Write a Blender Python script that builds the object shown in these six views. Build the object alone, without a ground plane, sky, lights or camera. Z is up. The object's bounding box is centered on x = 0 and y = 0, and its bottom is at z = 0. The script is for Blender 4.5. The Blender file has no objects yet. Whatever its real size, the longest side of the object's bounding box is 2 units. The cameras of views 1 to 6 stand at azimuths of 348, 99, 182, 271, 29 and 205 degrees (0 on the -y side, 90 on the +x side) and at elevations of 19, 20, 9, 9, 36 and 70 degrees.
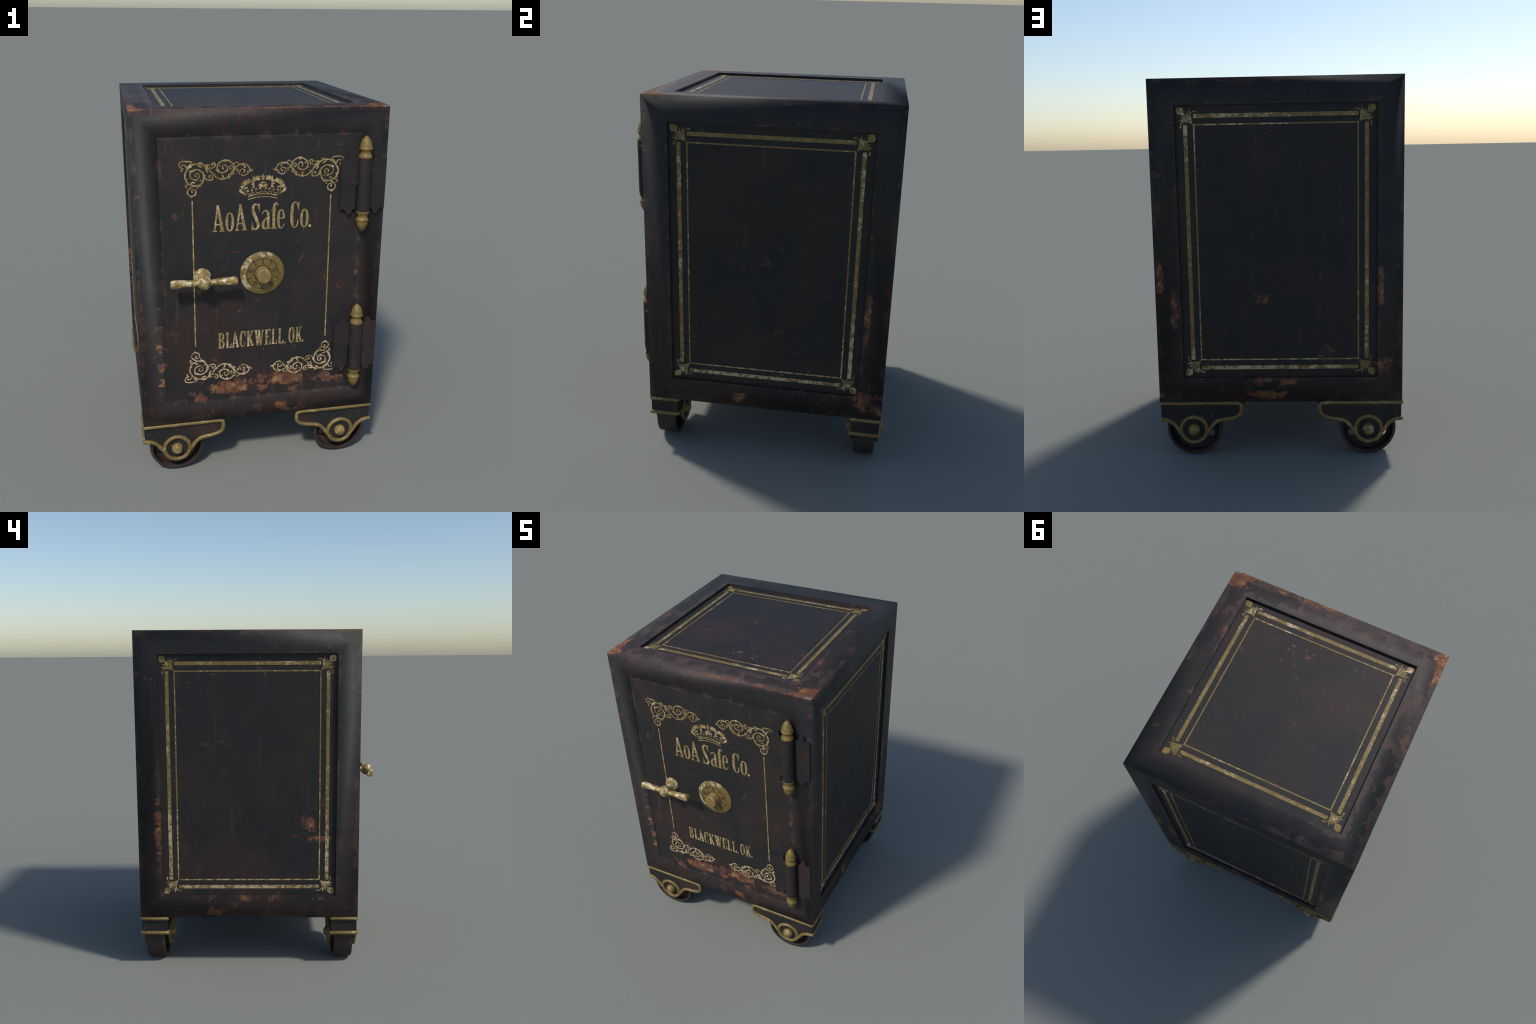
"""Antique iron safe on four brass-trimmed casters, built part by part (metres, z up)."""
import bpy, bmesh, math
from mathutils import Vector, Matrix

# ------------------------------------------------------------------ main sizes
HX = 0.6475                       # half width of the cabinet
YF, YB = -0.6035, 0.696           # front and back faces
Z0, Z1 = 0.305, 2.0               # underside and top
YC, ZC = (YF + YB) / 2, (Z0 + Z1) / 2
MARGIN = 0.1335                   # width of the frame round each sunk panel
SINK = 0.0148                     # depth of the sunk panels
DOOR_X, DOOR_Z0, DOOR_Z1 = 0.5190, 0.4315, 1.8735
AXLE_X, AXLE_Z = 0.4692, 0.1490   # caster axles
CASTER_Y = 0.5685                 # caster centre, measured from the cabinet centre

# ------------------------------------------------------------------ object helpers
def make(name, bm, mat, parent=None, smooth=None, mats=None):
    """bmesh -> object; smooth = None (flat) or the auto-smooth angle in degrees."""
    bmesh.ops.recalc_face_normals(bm, faces=bm.faces)
    if smooth is not None:
        lim = math.radians(smooth)
        for f in bm.faces:
            f.smooth = True
        for e in bm.edges:
            if len(e.link_faces) == 2 and e.calc_face_angle(0.0) > lim:
                e.smooth = False
    me = bpy.data.meshes.new(name)
    bm.to_mesh(me)
    bm.free()
    for m in (mats or [mat]):
        me.materials.append(m)
    ob = bpy.data.objects.new(name, me)
    bpy.context.collection.objects.link(ob)
    if parent:
        ob.parent = parent
    return ob


def clone(ob, parent, loc=None, scale=None):
    o = ob.copy()
    bpy.context.collection.objects.link(o)
    o.parent = parent
    if loc is not None:
        o.location = loc
    if scale is not None:
        o.scale = scale
    return o


def box(bm, lo, hi, bevel=0.0):
    vs = bmesh.ops.create_cube(bm, size=1.0)["verts"]
    for v in vs:
        v.co = Vector([lo[i] + (hi[i] - lo[i]) * (v.co[i] + 0.5) for i in range(3)])
    if bevel:
        es = {e for v in vs for e in v.link_edges}
        bmesh.ops.bevel(bm, geom=list(es), offset=bevel, segments=2, affect='EDGES', profile=0.5)


def lathe(bm, profile, to, seg=48):
    """Revolve (radius, height) pairs; to(r_cos, r_sin, h) places a point."""
    rings = []
    for r, h in profile:
        if r < 1e-6:
            rings.append([bm.verts.new(to(0, 0, h))])
        else:
            rings.append([bm.verts.new(to(r * math.cos(2 * math.pi * k / seg),
                                          r * math.sin(2 * math.pi * k / seg), h)) for k in range(seg)])
    for a, b in zip(rings, rings[1:]):
        for k in range(seg):
            k2 = (k + 1) % seg
            q = [a[k % len(a)], a[k2 % len(a)], b[k2 % len(b)], b[k % len(b)]]
            q = [v for i, v in enumerate(q) if v not in q[:i]]
            if len(q) > 2:
                bm.faces.new(q)
    for ring in (rings[0], rings[-1]):
        if len(ring) > 1:
            bm.faces.new(ring)


def smooth_line(pts, n=6):
    """Catmull-Rom through points of any dimension (last components may be widths)."""
    P = [tuple(p) for p in pts]
    if len(P) < 3:
        return [Vector(p) if len(p) > 3 else p for p in P]
    out = []
    for i in range(len(P) - 1):
        p0, p1, p2, p3 = P[max(i - 1, 0)], P[i], P[i + 1], P[min(i + 2, len(P) - 1)]
        for k in range(n):
            t = k / n
            out.append(tuple(0.5 * ((2 * b) + (c - a) * t + (2 * a - 5 * b + 4 * c - d) * t * t
                                    + (3 * b - a - 3 * c + d) * t ** 3) for a, b, c, d in zip(p0, p1, p2, p3)))
    out.append(P[-1])
    return out


def tube(bm, pts, rad, seg=8, closed=False):
    pts = [Vector(p) for p in pts]
    n, rings = len(pts), []
    for i, p in enumerate(pts):
        a = pts[(i - 1) % n] if (i or closed) else p
        b = pts[(i + 1) % n] if (i < n - 1 or closed) else p
        d = (b - a).normalized()
        ref = Vector((0, 1, 0)) if abs(d.y) < 0.7 else Vector((0, 0, 1))
        s = d.cross(ref).normalized()
        t = s.cross(d).normalized()
        # widen at bends so that the tube keeps its thickness
        k = 1.0
        if 0 < i < n - 1 or closed:
            d1, d2 = (p - a).normalized(), (b - p).normalized()
            k = 1.0 / max(0.75, math.sqrt(max(0.0, (1 + d1.dot(d2)) / 2)))
        rings.append([bm.verts.new(p + rad * (k * s * math.cos(2 * math.pi * j / seg)
                                               + t * math.sin(2 * math.pi * j / seg))) for j in range(seg)])
    pairs = list(zip(rings, rings[1:])) + ([(rings[-1], rings[0])] if closed else [])
    for a, b in pairs:
        for j in range(seg):
            bm.faces.new([a[j], a[(j + 1) % seg], b[(j + 1) % seg], b[j]])
    if not closed:
        # rounded ends
        for ring, p, q in ((rings[0], pts[0], pts[1]), (rings[-1], pts[-1], pts[-2])):
            d = (p - q).normalized()
            mid = [bm.verts.new(p + (v.co - p) * 0.62 + d * rad * 0.6) for v in ring]
            for j in range(seg):
                bm.faces.new([ring[j], ring[(j + 1) % seg], mid[(j + 1) % seg], mid[j]])
            bm.faces.new(mid)


def prism(bm, loops, to, h0, h1):
    """Flat outline (first loop) with holes (other loops), extruded from h0 to h1."""
    tmp = bmesh.new()
    edges = []
    for lp in loops:
        vs = [tmp.verts.new((x, y, 0)) for x, y in lp]
        edges += [tmp.edges.new((vs[i], vs[(i + 1) % len(vs)])) for i in range(len(vs))]
    bmesh.ops.triangle_fill(tmp, edges=edges, use_beauty=True)
    tmp.verts.index_update()
    lo = [bm.verts.new(to(v.co.x, v.co.y, h0)) for v in tmp.verts]
    hi = [bm.verts.new(to(v.co.x, v.co.y, h1)) for v in tmp.verts]
    for f in tmp.faces:
        ids = [v.index for v in f.verts]
        bm.faces.new([lo[i] for i in ids])
        bm.faces.new([hi[i] for i in reversed(ids)])
    for e in tmp.edges:
        if len(e.link_faces) == 1:
            a, b = e.verts[0].index, e.verts[1].index
            bm.faces.new([lo[a], lo[b], hi[b], hi[a]])
    tmp.free()


# ---- flat gilt work: pen strokes laid as thin raised leaf. `to(x, y, h)` puts it on a face.
LAYER = [0]

def next_layer():
    LAYER[0] = (LAYER[0] + 1) % 7
    return 0.0007 + 0.00016 * LAYER[0]


def stroke(bm, pts, to, n=5, cap=False):
    """pts = (x, y, width); a ribbon of changing width with its own small thickness."""
    pts = smooth_line(pts, n)
    h = next_layer()
    L, R = [], []
    m = len(pts)
    for i in range(m):
        a, b = pts[max(i - 1, 0)], pts[min(i + 1, m - 1)]
        dx, dy = b[0] - a[0], b[1] - a[1]
        d = math.hypot(dx, dy) or 1.0
        w = max(pts[i][2], 0.0) / 2
        L.append((pts[i][0] - dy / d * w, pts[i][1] + dx / d * w))
        R.append((pts[i][0] + dy / d * w, pts[i][1] - dx / d * w))
    top = [[bm.verts.new(to(*q, h)) for q in s] for s in (L, R)]
    low = [[bm.verts.new(to(*q, -0.001)) for q in s] for s in (L, R)]
    for i in range(m - 1):
        bm.faces.new([top[0][i], top[0][i + 1], top[1][i + 1], top[1][i]])
        bm.faces.new([low[0][i], low[0][i + 1], top[0][i + 1], top[0][i]])
        bm.faces.new([low[1][i + 1], low[1][i], top[1][i], top[1][i + 1]])
    bm.faces.new([low[0][0], top[0][0], top[1][0], low[1][0]])
    bm.faces.new([low[0][-1], low[1][-1], top[1][-1], top[0][-1]])
    if cap:   # round bead at the end of the stroke
        x, y, w = pts[-1]
        disc(bm, x, y, w * 0.5, w * 0.5, to)


def disc(bm, x, y, rx, ry, to, seg=14):
    prism(bm, [[(x + rx * math.cos(2 * math.pi * k / seg), y + ry * math.sin(2 * math.pi * k / seg))
                for k in range(seg)]], to, -0.001, next_layer())


def poly(bm, pts, to):
    prism(bm, [pts], to, -0.001, next_layer())


def oval_ring(bm, x, y, ox, oy, ix, iy, to, seg=28, p=2.3):
    """Letter o: superellipse outside and inside."""
    def se(a, b):
        out = []
        for k in range(seg):
            c, s = math.cos(2 * math.pi * k / seg), math.sin(2 * math.pi * k / seg)
            out.append((x + a * math.copysign(abs(c) ** (2 / p), c), y + b * math.copysign(abs(s) ** (2 / p), s)))
        return out
    prism(bm, [se(ox, oy), se(ix, iy)], to, -0.001, next_layer())


# ------------------------------------------------------------------ node helper
class S:
    """A shader socket with arithmetic."""
    def __init__(self, g, sock):
        self.g, self.s = g, sock
    def _m(self, op, *others, clamp=False):
        return self.g.math(op, self, *others, clamp=clamp)
    def __add__(self, o): return self._m('ADD', o)
    __radd__ = __add__
    def __sub__(self, o): return self._m('SUBTRACT', o)
    def __rsub__(self, o): return self.g.math('SUBTRACT', o, self)
    def __mul__(self, o): return self._m('MULTIPLY', o)
    __rmul__ = __mul__
    def max(self, o): return self._m('MAXIMUM', o)
    def min(self, o): return self._m('MINIMUM', o)
    def abs(self): return self._m('ABSOLUTE')
    def step(self, a, b):
        """0 at a, 1 at b, smooth (a may exceed b)."""
        n = self.g.nt.nodes.new('ShaderNodeMapRange')
        n.interpolation_type = 'SMOOTHSTEP'
        flip = a > b
        lo, hi = (b, a) if flip else (a, b)
        self.g.put(n.inputs['Value'], self)
        n.inputs['From Min'].default_value, n.inputs['From Max'].default_value = lo, hi
        n.inputs['To Min'].default_value, n.inputs['To Max'].default_value = (1, 0) if flip else (0, 1)
        return S(self.g, n.outputs['Result'])


class Graph:
    def __init__(self, name):
        self.mat = bpy.data.materials.new(name)
        self.mat.use_nodes = True
        self.nt = self.mat.node_tree
        self.bsdf = self.nt.nodes['Principled BSDF']
        tc = self.nt.nodes.new('ShaderNodeTexCoord')
        self.P = tc.outputs['Object']
        sp = self.nt.nodes.new('ShaderNodeSeparateXYZ')
        self.nt.links.new(self.P, sp.inputs[0])
        self.x, self.y, self.z = (S(self, sp.outputs[i]) for i in range(3))
    def put(self, inp, v):
        if isinstance(v, S):
            self.nt.links.new(v.s, inp)
        else:
            inp.default_value = v
    def math(self, op, *args, clamp=False):
        n = self.nt.nodes.new('ShaderNodeMath')
        n.operation, n.use_clamp = op, clamp
        for i, a in enumerate(args):
            self.put(n.inputs[i], a)
        return S(self, n.outputs[0])
    def vec(self, scale=(1, 1, 1), loc=(0, 0, 0), rot=(0, 0, 0)):
        m = self.nt.nodes.new('ShaderNodeMapping')
        self.nt.links.new(self.P, m.inputs['Vector'])
        m.inputs['Scale'].default_value, m.inputs['Location'].default_value = scale, loc
        m.inputs['Rotation'].default_value = rot
        return m.outputs[0]
    def random_shift(self, amount=7.0):
        """Shift the pattern from object to object, so that repeats differ."""
        oi = self.nt.nodes.new('ShaderNodeObjectInfo')
        v = self.nt.nodes.new('ShaderNodeVectorMath')
        v.operation = 'ADD'
        self.nt.links.new(self.P, v.inputs[0])
        self.put(v.inputs[1], S(self, oi.outputs['Random']) * amount)
        self.P = v.outputs[0]
    def noise(self, scale, detail=4, rough=0.55, stretch=(1, 1, 1), loc=(0, 0, 0), dist=0.0, rot=(0, 0, 0)):
        n = self.nt.nodes.new('ShaderNodeTexNoise')
        self.nt.links.new(self.vec(stretch, loc, rot), n.inputs['Vector'])
        n.inputs['Scale'].default_value, n.inputs['Detail'].default_value = scale, detail
        n.inputs['Roughness'].default_value, n.inputs['Distortion'].default_value = rough, dist
        return S(self, n.outputs[0])
    def mix(self, fac, a, b):
        n = self.nt.nodes.new('ShaderNodeMix')
        n.data_type = 'RGBA'
        self.put(n.inputs['Factor'], fac)
        for i, c in ((6, a), (7, b)):
            if isinstance(c, S):
                self.nt.links.new(c.s, n.inputs[i])
            else:
                n.inputs[i].default_value = (*c, 1)
        return S(self, n.outputs[2])
    def ball(self, c, r):
        """1 in the middle of an ellipsoid, 0 at its skin."""
        d2 = 0.0
        for a, cc, rr in zip((self.x, self.y, self.z), c, r):
            q = (a - cc) * (1.0 / rr)
            d2 = q * q + d2
        return self.math('SUBTRACT', 1.0, d2, clamp=True)
    def finish(self, color, rough, metal=0.0, bump=None, strength=0.2, distance=0.002, spec=0.5):
        b = self.bsdf
        self.nt.links.new(color.s, b.inputs['Base Color'])
        self.put(b.inputs['Roughness'], rough)
        self.put(b.inputs['Metallic'], metal)
        b.inputs['Specular IOR Level'].default_value = spec
        if bump is not None:
            n = self.nt.nodes.new('ShaderNodeBump')
            n.inputs['Strength'].default_value, n.inputs['Distance'].default_value = strength, distance
            self.nt.links.new(bump.s, n.inputs['Height'])
            self.nt.links.new(n.outputs[0], b.inputs['Normal'])
        return self.mat


# patches of bare rust: centre, radii, strength
RUST_SPOTS = [
    ((0.02, YF, 0.495), (0.38, 0.05, 0.06), 0.32), ((-0.18, YF, 0.505), (0.20, 0.05, 0.05), 0.50), ((0.13, YF, 0.53), (0.17, 0.05, 0.06), 0.52),
    ((0.36, YF, 0.50), (0.16, 0.05, 0.05), 0.36), ((-0.30, YF, 0.48), (0.14, 0.05, 0.05), 0.32),
    ((-0.545, YF, 0.80), (0.035, 0.05, 0.30), 0.36), ((-0.55, YF, 1.05), (0.03, 0.05, 0.25), 0.20),
    ((0.512, YF, 1.05), (0.025, 0.05, 0.32), 0.30), ((0.10, YF, 0.345), (0.16, 0.06, 0.04), 0.30),
    ((0.24, YF, 1.20), (0.16, 0.03, 0.16), 0.17), ((-0.10, YF, 0.95), (0.22, 0.03, 0.14), 0.12),
    ((-0.18, YF, 1.80), (0.09, 0.03, 0.03), 0.22), ((-0.15, YF, 1.56), (0.07, 0.03, 0.03), 0.22),
    ((0.18, YF, 0.70), (0.03, 0.03, 0.03), 0.30),
    ((-HX, -0.31, 0.865), (0.05, 0.055, 0.06), 0.52), ((-HX, -0.38, 0.785), (0.05, 0.09, 0.025), 0.54), ((-HX, -0.23, 0.81), (0.05, 0.035, 0.03), 0.48),
    ((-HX, 0.58, 0.82), (0.05, 0.028, 0.20), 0.55), ((-HX, 0.20, 1.00), (0.05, 0.05, 0.05), 0.22),
    ((-HX, 0.20, 1.25), (0.05, 0.02, 0.20), 0.20), ((-HX, 0.40, 1.52), (0.05, 0.09, 0.06), 0.22),
    ((-HX, -0.20, 1.44), (0.05, 0.09, 0.04), 0.20), ((-HX, -0.05, 1.72), (0.05, 0.03, 0.06), 0.22),
    ((-HX, 0.0, 0.42), (0.05, 0.45, 0.025), 0.20), ((-HX, 0.25, 0.345), (0.05, 0.08, 0.03), 0.40),
    ((0.09, YB, 0.87), (0.06, 0.05, 0.06), 0.52), ((0.17, YB, 0.83), (0.03, 0.05, 0.025), 0.45), ((0.622, YB, 0.98), (0.028, 0.05, 0.10), 0.60),
    ((0.55, YB, 0.80), (0.025, 0.05, 0.14), 0.52), ((0.08, YB, 0.345), (0.12, 0.05, 0.025), 0.36),
    ((-0.535, YB, 0.93), (0.022, 0.05, 0.11), 0.58), ((-0.55, YB, 0.52), (0.08, 0.05, 0.08), 0.32),
    ((-0.25, YB, 0.58), (0.10, 0.05, 0.08), 0.26), ((0.20, YB, 0.41), (0.28, 0.05, 0.03), 0.28),
    ((HX, 0.585, 0.93), (0.05, 0.022, 0.15), 0.58), ((HX, 0.575, 1.25), (0.05, 0.02, 0.30), 0.30), ((HX, 0.28, 0.74), (0.05, 0.07, 0.06), 0.30),
    ((HX, 0.62, 0.42), (0.05, 0.09, 0.14), 0.34), ((HX, -0.10, 0.36), (0.05, 0.05, 0.04), 0.36),
    ((HX, 0.02, 0.75), (0.05, 0.03, 0.03), 0.22), ((HX, 0.10, 0.50), (0.05, 0.45, 0.10), 0.16),
    ((0.60, -0.56, Z1 + 0.03), (0.15, 0.12, 0.04), 0.72), ((0.20, -0.59, Z1 + 0.03), (0.40, 0.045, 0.04), 0.36),
    ((-0.62, -0.50, Z1 + 0.03), (0.07, 0.22, 0.04), 0.61), ((-0.57, -0.10, Z1 + 0.03), (0.07, 0.22, 0.04), 0.43),
    ((-0.61, 0.10, Z1 + 0.03), (0.05, 0.20, 0.04), 0.38), ((0.56, -0.30, Z1 + 0.03), (0.08, 0.22, 0.04), 0.38),
    ((-0.05, 0.02, Z1 - SINK), (0.020, 0.30, 0.03), 0.22), ((0.12, -0.30, Z1 - SINK), (0.30, 0.10, 0.03), 0.20),
    ((-0.30, -0.08, Z1 - SINK), (0.12, 0.06, 0.03), 0.24), ((0.02, 0.30, Z1 - SINK), (0.06, 0.06, 0.03), 0.26),
]


def old_paint(name, spots=True, edges=True):
    """Black lacquer gone brown, flaked to red-brown primer and rust along edges and low down."""
    g = Graph(name)
    low = g.z.step(1.20, 0.40) if edges else 0.45
    x, y, z = g.x, g.y, g.z
    if not edges:
        g.random_shift()
    def field(scale, detail, rough, gain, **k):
        return (g.noise(scale, detail, rough, **k) - 0.5) * gain + 0.5
    cloud = field(2.6, 8, 0.66, 2.6, loc=(3.1, 0.4, 7.7))
    fine = field(12, 10, 0.72, 3.0, loc=(1.7, 5.2, 0.3), dist=0.35)
    flake = field(14, 9, 0.68, 3.0, stretch=(0.50, 0.50, 1.45), loc=(8, 2, 5), dist=0.5)
    grit = g.noise(60, 5, 0.65)
    drip = field(18, 7, 0.64, 3.0, stretch=(1, 1, 0.22), loc=(4, 4, 1))
    col = g.mix(cloud.step(0.3, 0.7), (0.0150, 0.0150, 0.0155), (0.0180, 0.0172, 0.0150))
    col = g.mix(field(6, 6, 0.6, 2.4, loc=(7, 3, 9)).step(0.75, 1.0) * 0.5, col, (0.0200, 0.0235, 0.0165))
    # brown haze under the lacquer, heavier low down
    haze = (cloud * 0.55 + fine * 0.35 + grit * 0.1 + low * 0.20 + (z.step(1.97, 1.98) * y.step(0.25, -0.45) * 0.2 if edges else 0.0)).step(0.42, 0.82)
    col = g.mix(haze * 0.9, col, (0.0315, 0.0185, 0.0165))
    dust = (fine * 0.5 + drip * 0.3 + cloud * 0.2 + low * 0.10).step(0.70, 0.98)
    col = g.mix(dust * 0.6, col, (0.060, 0.029, 0.024))
    weight = low * 0.07 if edges else 0.02
    if edges:
        # distance to the nearest box edge: second smallest of the three face distances
        dx = HX - x.abs()
        dy = (YB - YF) / 2 - (y - YC).abs()
        dz = (Z1 - Z0) / 2 - (z - ZC).abs()
        ed = dx.min(dy).max(dx.max(dy).min(dz))
        topm = z.step(Z1 - 0.006, Z1 - 0.001)
        front = y.step(YF + 0.012, YF + 0.006)
        side = y.step(0.25, -0.55).max(x.step(0.10, -0.62) * 0.8)     # front and left edges of the top suffered most
        frame = ed.step(MARGIN + 0.003, MARGIN - 0.003)
        edge = ed.step(0.060, 0.0)
        rim = (MARGIN - ed).step(0.045, 0.0) * frame
        inner = (ed - MARGIN).step(0.030, 0.0) * (1.0 - frame)
        # lacquer rubbed to brown along edges and rims
        rub = (cloud * 0.35 + fine * 0.45 + flake * 0.2 + (edge * 0.42 + rim * 0.34) * (1.0 - topm * (1.0 - side) * 0.6) + inner * (0.08 + 0.26 * front)
               + topm * frame * 0.06 + low * 0.06 + side * topm * frame * 0.24 + (grit - 0.5) * 0.25 * topm).step(0.865, 0.90)
        col = g.mix(rub * (0.62 + 0.3 * topm), col, g.mix(fine.step(0.3, 0.8), (0.040, 0.029, 0.027), (0.064, 0.042, 0.036)))
        weight = weight + edge * (topm * (side * 0.18) + 0.05) + rim * (0.05 + 0.14 * topm * side) + z.step(0.60, 0.36) * 0.07
    if spots:
        sp = None
        for c, r, w in RUST_SPOTS:
            q = g.ball(c, [v * 1.3 for v in r]) * w
            sp = q if sp is None else sp.max(q)
        weight = weight + sp * 1.05
    chip = fine * 0.50 + flake * 0.34 + drip * 0.16 + (grit - 0.5) * 0.25
    prim = (chip + weight).step(0.90, 0.95)
    col = g.mix(prim * 0.85, col, g.mix(grit.step(0.4, 0.6), (0.075, 0.038, 0.032), (0.112, 0.052, 0.042)))
    rust = (chip + weight * 1.10).step(0.99, 1.05)
    hue = g.noise(17, 5, 0.62, loc=(6, 6, 2))
    rcol = g.mix(hue.step(0.42, 0.56), (0.112, 0.046, 0.026), (0.205, 0.082, 0.027))
    rcol = g.mix(hue.step(0.55, 0.63), rcol, (0.27, 0.160, 0.062))
    rcol = g.mix((grit.step(0.35, 0.5) * -1.0 + 1.0) * 0.5, rcol, (0.085, 0.036, 0.026))
    col = g.mix(rust * 0.9, col, rcol)
    pale = (g.noise(12, 6, 0.62, loc=(2, 9, 4)) + (weight - 0.3) * 0.25).step(0.65, 0.69)
    col = g.mix(pale * prim * 0.8, col, (0.23, 0.205, 0.175))
    # scattered small flakes all over the flat fields
    f1 = field(21, 7, 0.66, 1.0, stretch=(1, 1, 0.62), loc=(12, 3, 8), dist=0.6) + weight * 0.10
    f2 = field(19, 7, 0.66, 1.0, stretch=(0.62, 0.62, 1), loc=(2, 13, 8), dist=0.6) + weight * 0.10
    col = g.mix(f1.max(f2).step(0.640, 0.680) * 0.8, col, g.mix(hue.step(0.35, 0.65), (0.048, 0.024, 0.021), (0.100, 0.045, 0.032)))
    # hair scratches, mostly upright, and nicks
    scr = g.noise(48, 3, 0.5, stretch=(1, 1, 0.035), loc=(1, 6, 2)).step(0.62, 0.72) * g.noise(4, 3, 0.5, loc=(5, 5, 5)).step(0.48, 0.66)
    col = g.mix(scr * 0.45, col, (0.050, 0.037, 0.033))
    scr2 = g.noise(34, 3, 0.5, stretch=(1, 1, 0.07), loc=(3, 1, 2), rot=(0.9, 0.8, 0.9)).step(0.67, 0.74)
    col = g.mix(scr2 * 0.5, col, (0.055, 0.036, 0.032))
    nick = g.noise(30, 3, 0.5, stretch=(1, 1, 0.5), loc=(9, 1, 1)).step(0.73, 0.77)
    col = g.mix(nick * 0.75, col, (0.090, 0.052, 0.042))
    rough = 0.60 + 0.16 * prim + (fine - 0.5) * 0.10
    return g.finish(col, rough, bump=fine * 0.4 + grit * 0.4 - prim * 0.5, strength=0.10, distance=0.003, spec=0.32)


def brass(name, base, dark, pale, pale_at=0.60, rust=0.5, metal=0.12, rough=0.52, blotch=18, grain=70, shift=False, where=None, dark_ring=None):
    """Old brass or gilding: tarnish, pale rubbed patches, purple-brown scars."""
    g = Graph(name)
    x, y, z = g.x, g.y, g.z
    if shift:
        g.random_shift()
    big = (g.noise(blotch, 4, 0.55, loc=(2.2, 7, 1)) - 0.5) * 2 + 0.5
    mid = (g.noise(grain, 4, 0.6) - 0.5) * 2 + 0.5
    tiny = g.noise(190, 3, 0.6)
    col = g.mix((mid * 0.5 + big * 0.3 + tiny * 0.2).step(0.32, 0.66), dark, base)
    f = big * 0.6 + mid * 0.3 + tiny * 0.1
    if where is not None:
        f = f + where(g, x, y, z)
    col = g.mix(f.step(pale_at, pale_at + 0.22) * 0.9, col, pale)
    scar = g.noise(15, 6, 0.65, loc=(5, 1, 3), dist=0.6).step(0.66, 0.70)
    col = g.mix(scar * rust, col, (0.085, 0.048, 0.046))
    if dark_ring is not None:
        col = g.mix(dark_ring(x, y, z), col, (0.030, 0.022, 0.010))
    return g.finish(col, rough + 0.1 * (mid - 0.5), metal, bump=mid * 0.6 + tiny * 0.4, strength=0.12, distance=0.002, spec=0.4)


PAINT = old_paint("black_lacquer_worn")
PAINT_SMALL = old_paint("black_lacquer_fittings", spots=False, edges=False)
lower_pale = lambda g, x, y, z: z.step(0.95, 0.50) * 0.22
GILT = brass("gilt_leaf", (0.335, 0.235, 0.098), (0.190, 0.135, 0.042), (0.54, 0.40, 0.25), 0.52, 0.8, 0.1, 0.55, 34, 120, where=lower_pale)
GILT_STRIPE = brass("gilt_stripe", (0.235, 0.165, 0.054), (0.135, 0.094, 0.026), (0.50, 0.395, 0.235), 0.575, 0.9, 0.1, 0.52, 30, 90,
                    where=lambda g, x, y, z: z.step(1.0, 0.45) * 0.16 + (g.noise(2.2, 2, 0.5, loc=(4, 8, 3)) - 0.5) * 0.9)
BRASS_TRIM = brass("brass_trim", (0.200, 0.143, 0.048), (0.142, 0.096, 0.028), (0.40, 0.325, 0.190), 0.60, 0.7, 0.15, 0.52, 14, 60, shift=True)
BRASS_FINIAL = brass("brass_finial", (0.205, 0.142, 0.040), (0.160, 0.110, 0.031), (0.27, 0.195, 0.078), 0.62, 0.0, 0.15, 0.55, 14, 60, shift=True)
BRASS_CAP = brass("brass_axle_cap", (0.28, 0.195, 0.068), (0.165, 0.108, 0.031), (0.48, 0.40, 0.25), 0.56, 0.2, 0.15, 0.48, 26, 70, shift=True)
BRASS_HANDLE = brass("brass_handle", (0.335, 0.250, 0.092), (0.190, 0.122, 0.032), (0.60, 0.54, 0.37), 0.44, 0.0, 0.15, 0.46, 30, 60)
BRASS_KNOB = brass("brass_knob", (0.270, 0.180, 0.066), (0.175, 0.118, 0.040), (0.42, 0.28, 0.155), 0.60, 0.8, 0.15, 0.52, 22, 120,
                   where=lambda g, x, y, z: z.step(1.18, 1.10) * 0.2)


def dial_pale(g, x, y, z):
    """The ring is rubbed pale on its left and top, the face on its lower right."""
    r2 = x * x + (z - 1.1523) * (z - 1.1523)
    ringm = r2.step(0.0077, 0.0080)
    return (g.ball((-0.085, YF, 1.19), (0.085, 0.2, 0.085)).max(g.ball((-0.095, YF, 1.09), (0.05, 0.2, 0.07))).max(g.ball((0.02, YF, 1.26), (0.06, 0.2, 0.05))) * 0.50 * ringm
            + g.ball((0.05, YF, 1.105), (0.07, 0.2, 0.07)) * 0.3 * (1.0 - ringm) - 0.16)


BRASS_DIAL = brass("brass_dial", (0.190, 0.134, 0.041), (0.140, 0.098, 0.027), (0.47, 0.40, 0.25), 0.66, 0.7, 0.15, 0.50, 24, 80, where=dial_pale,
                   dark_ring=lambda x, y, z: (x * x + (z - 1.1523) * (z - 1.1523)).step(0.0024, 0.0020) * 0.9)


def plain(name, a, b, rough):
    g = Graph(name)
    n = g.noise(24, 7, 0.68)
    t = g.noise(9, 5, 0.62, loc=(3, 3, 3))
    col = g.mix(n.step(0.4, 0.65), a, b)
    col = g.mix(t.step(0.50, 0.68) * 0.6, col, (0.070, 0.033, 0.025))
    return g.finish(col, rough, bump=n, strength=0.25, distance=0.003, spec=0.4)


WHEEL_IRON = plain("rusty_iron", (0.024, 0.018, 0.0165), (0.044, 0.028, 0.024), 0.66)
ENGRAVED = plain("engraved_black", (0.010, 0.010, 0.009), (0.014, 0.013, 0.011), 0.6)

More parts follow.
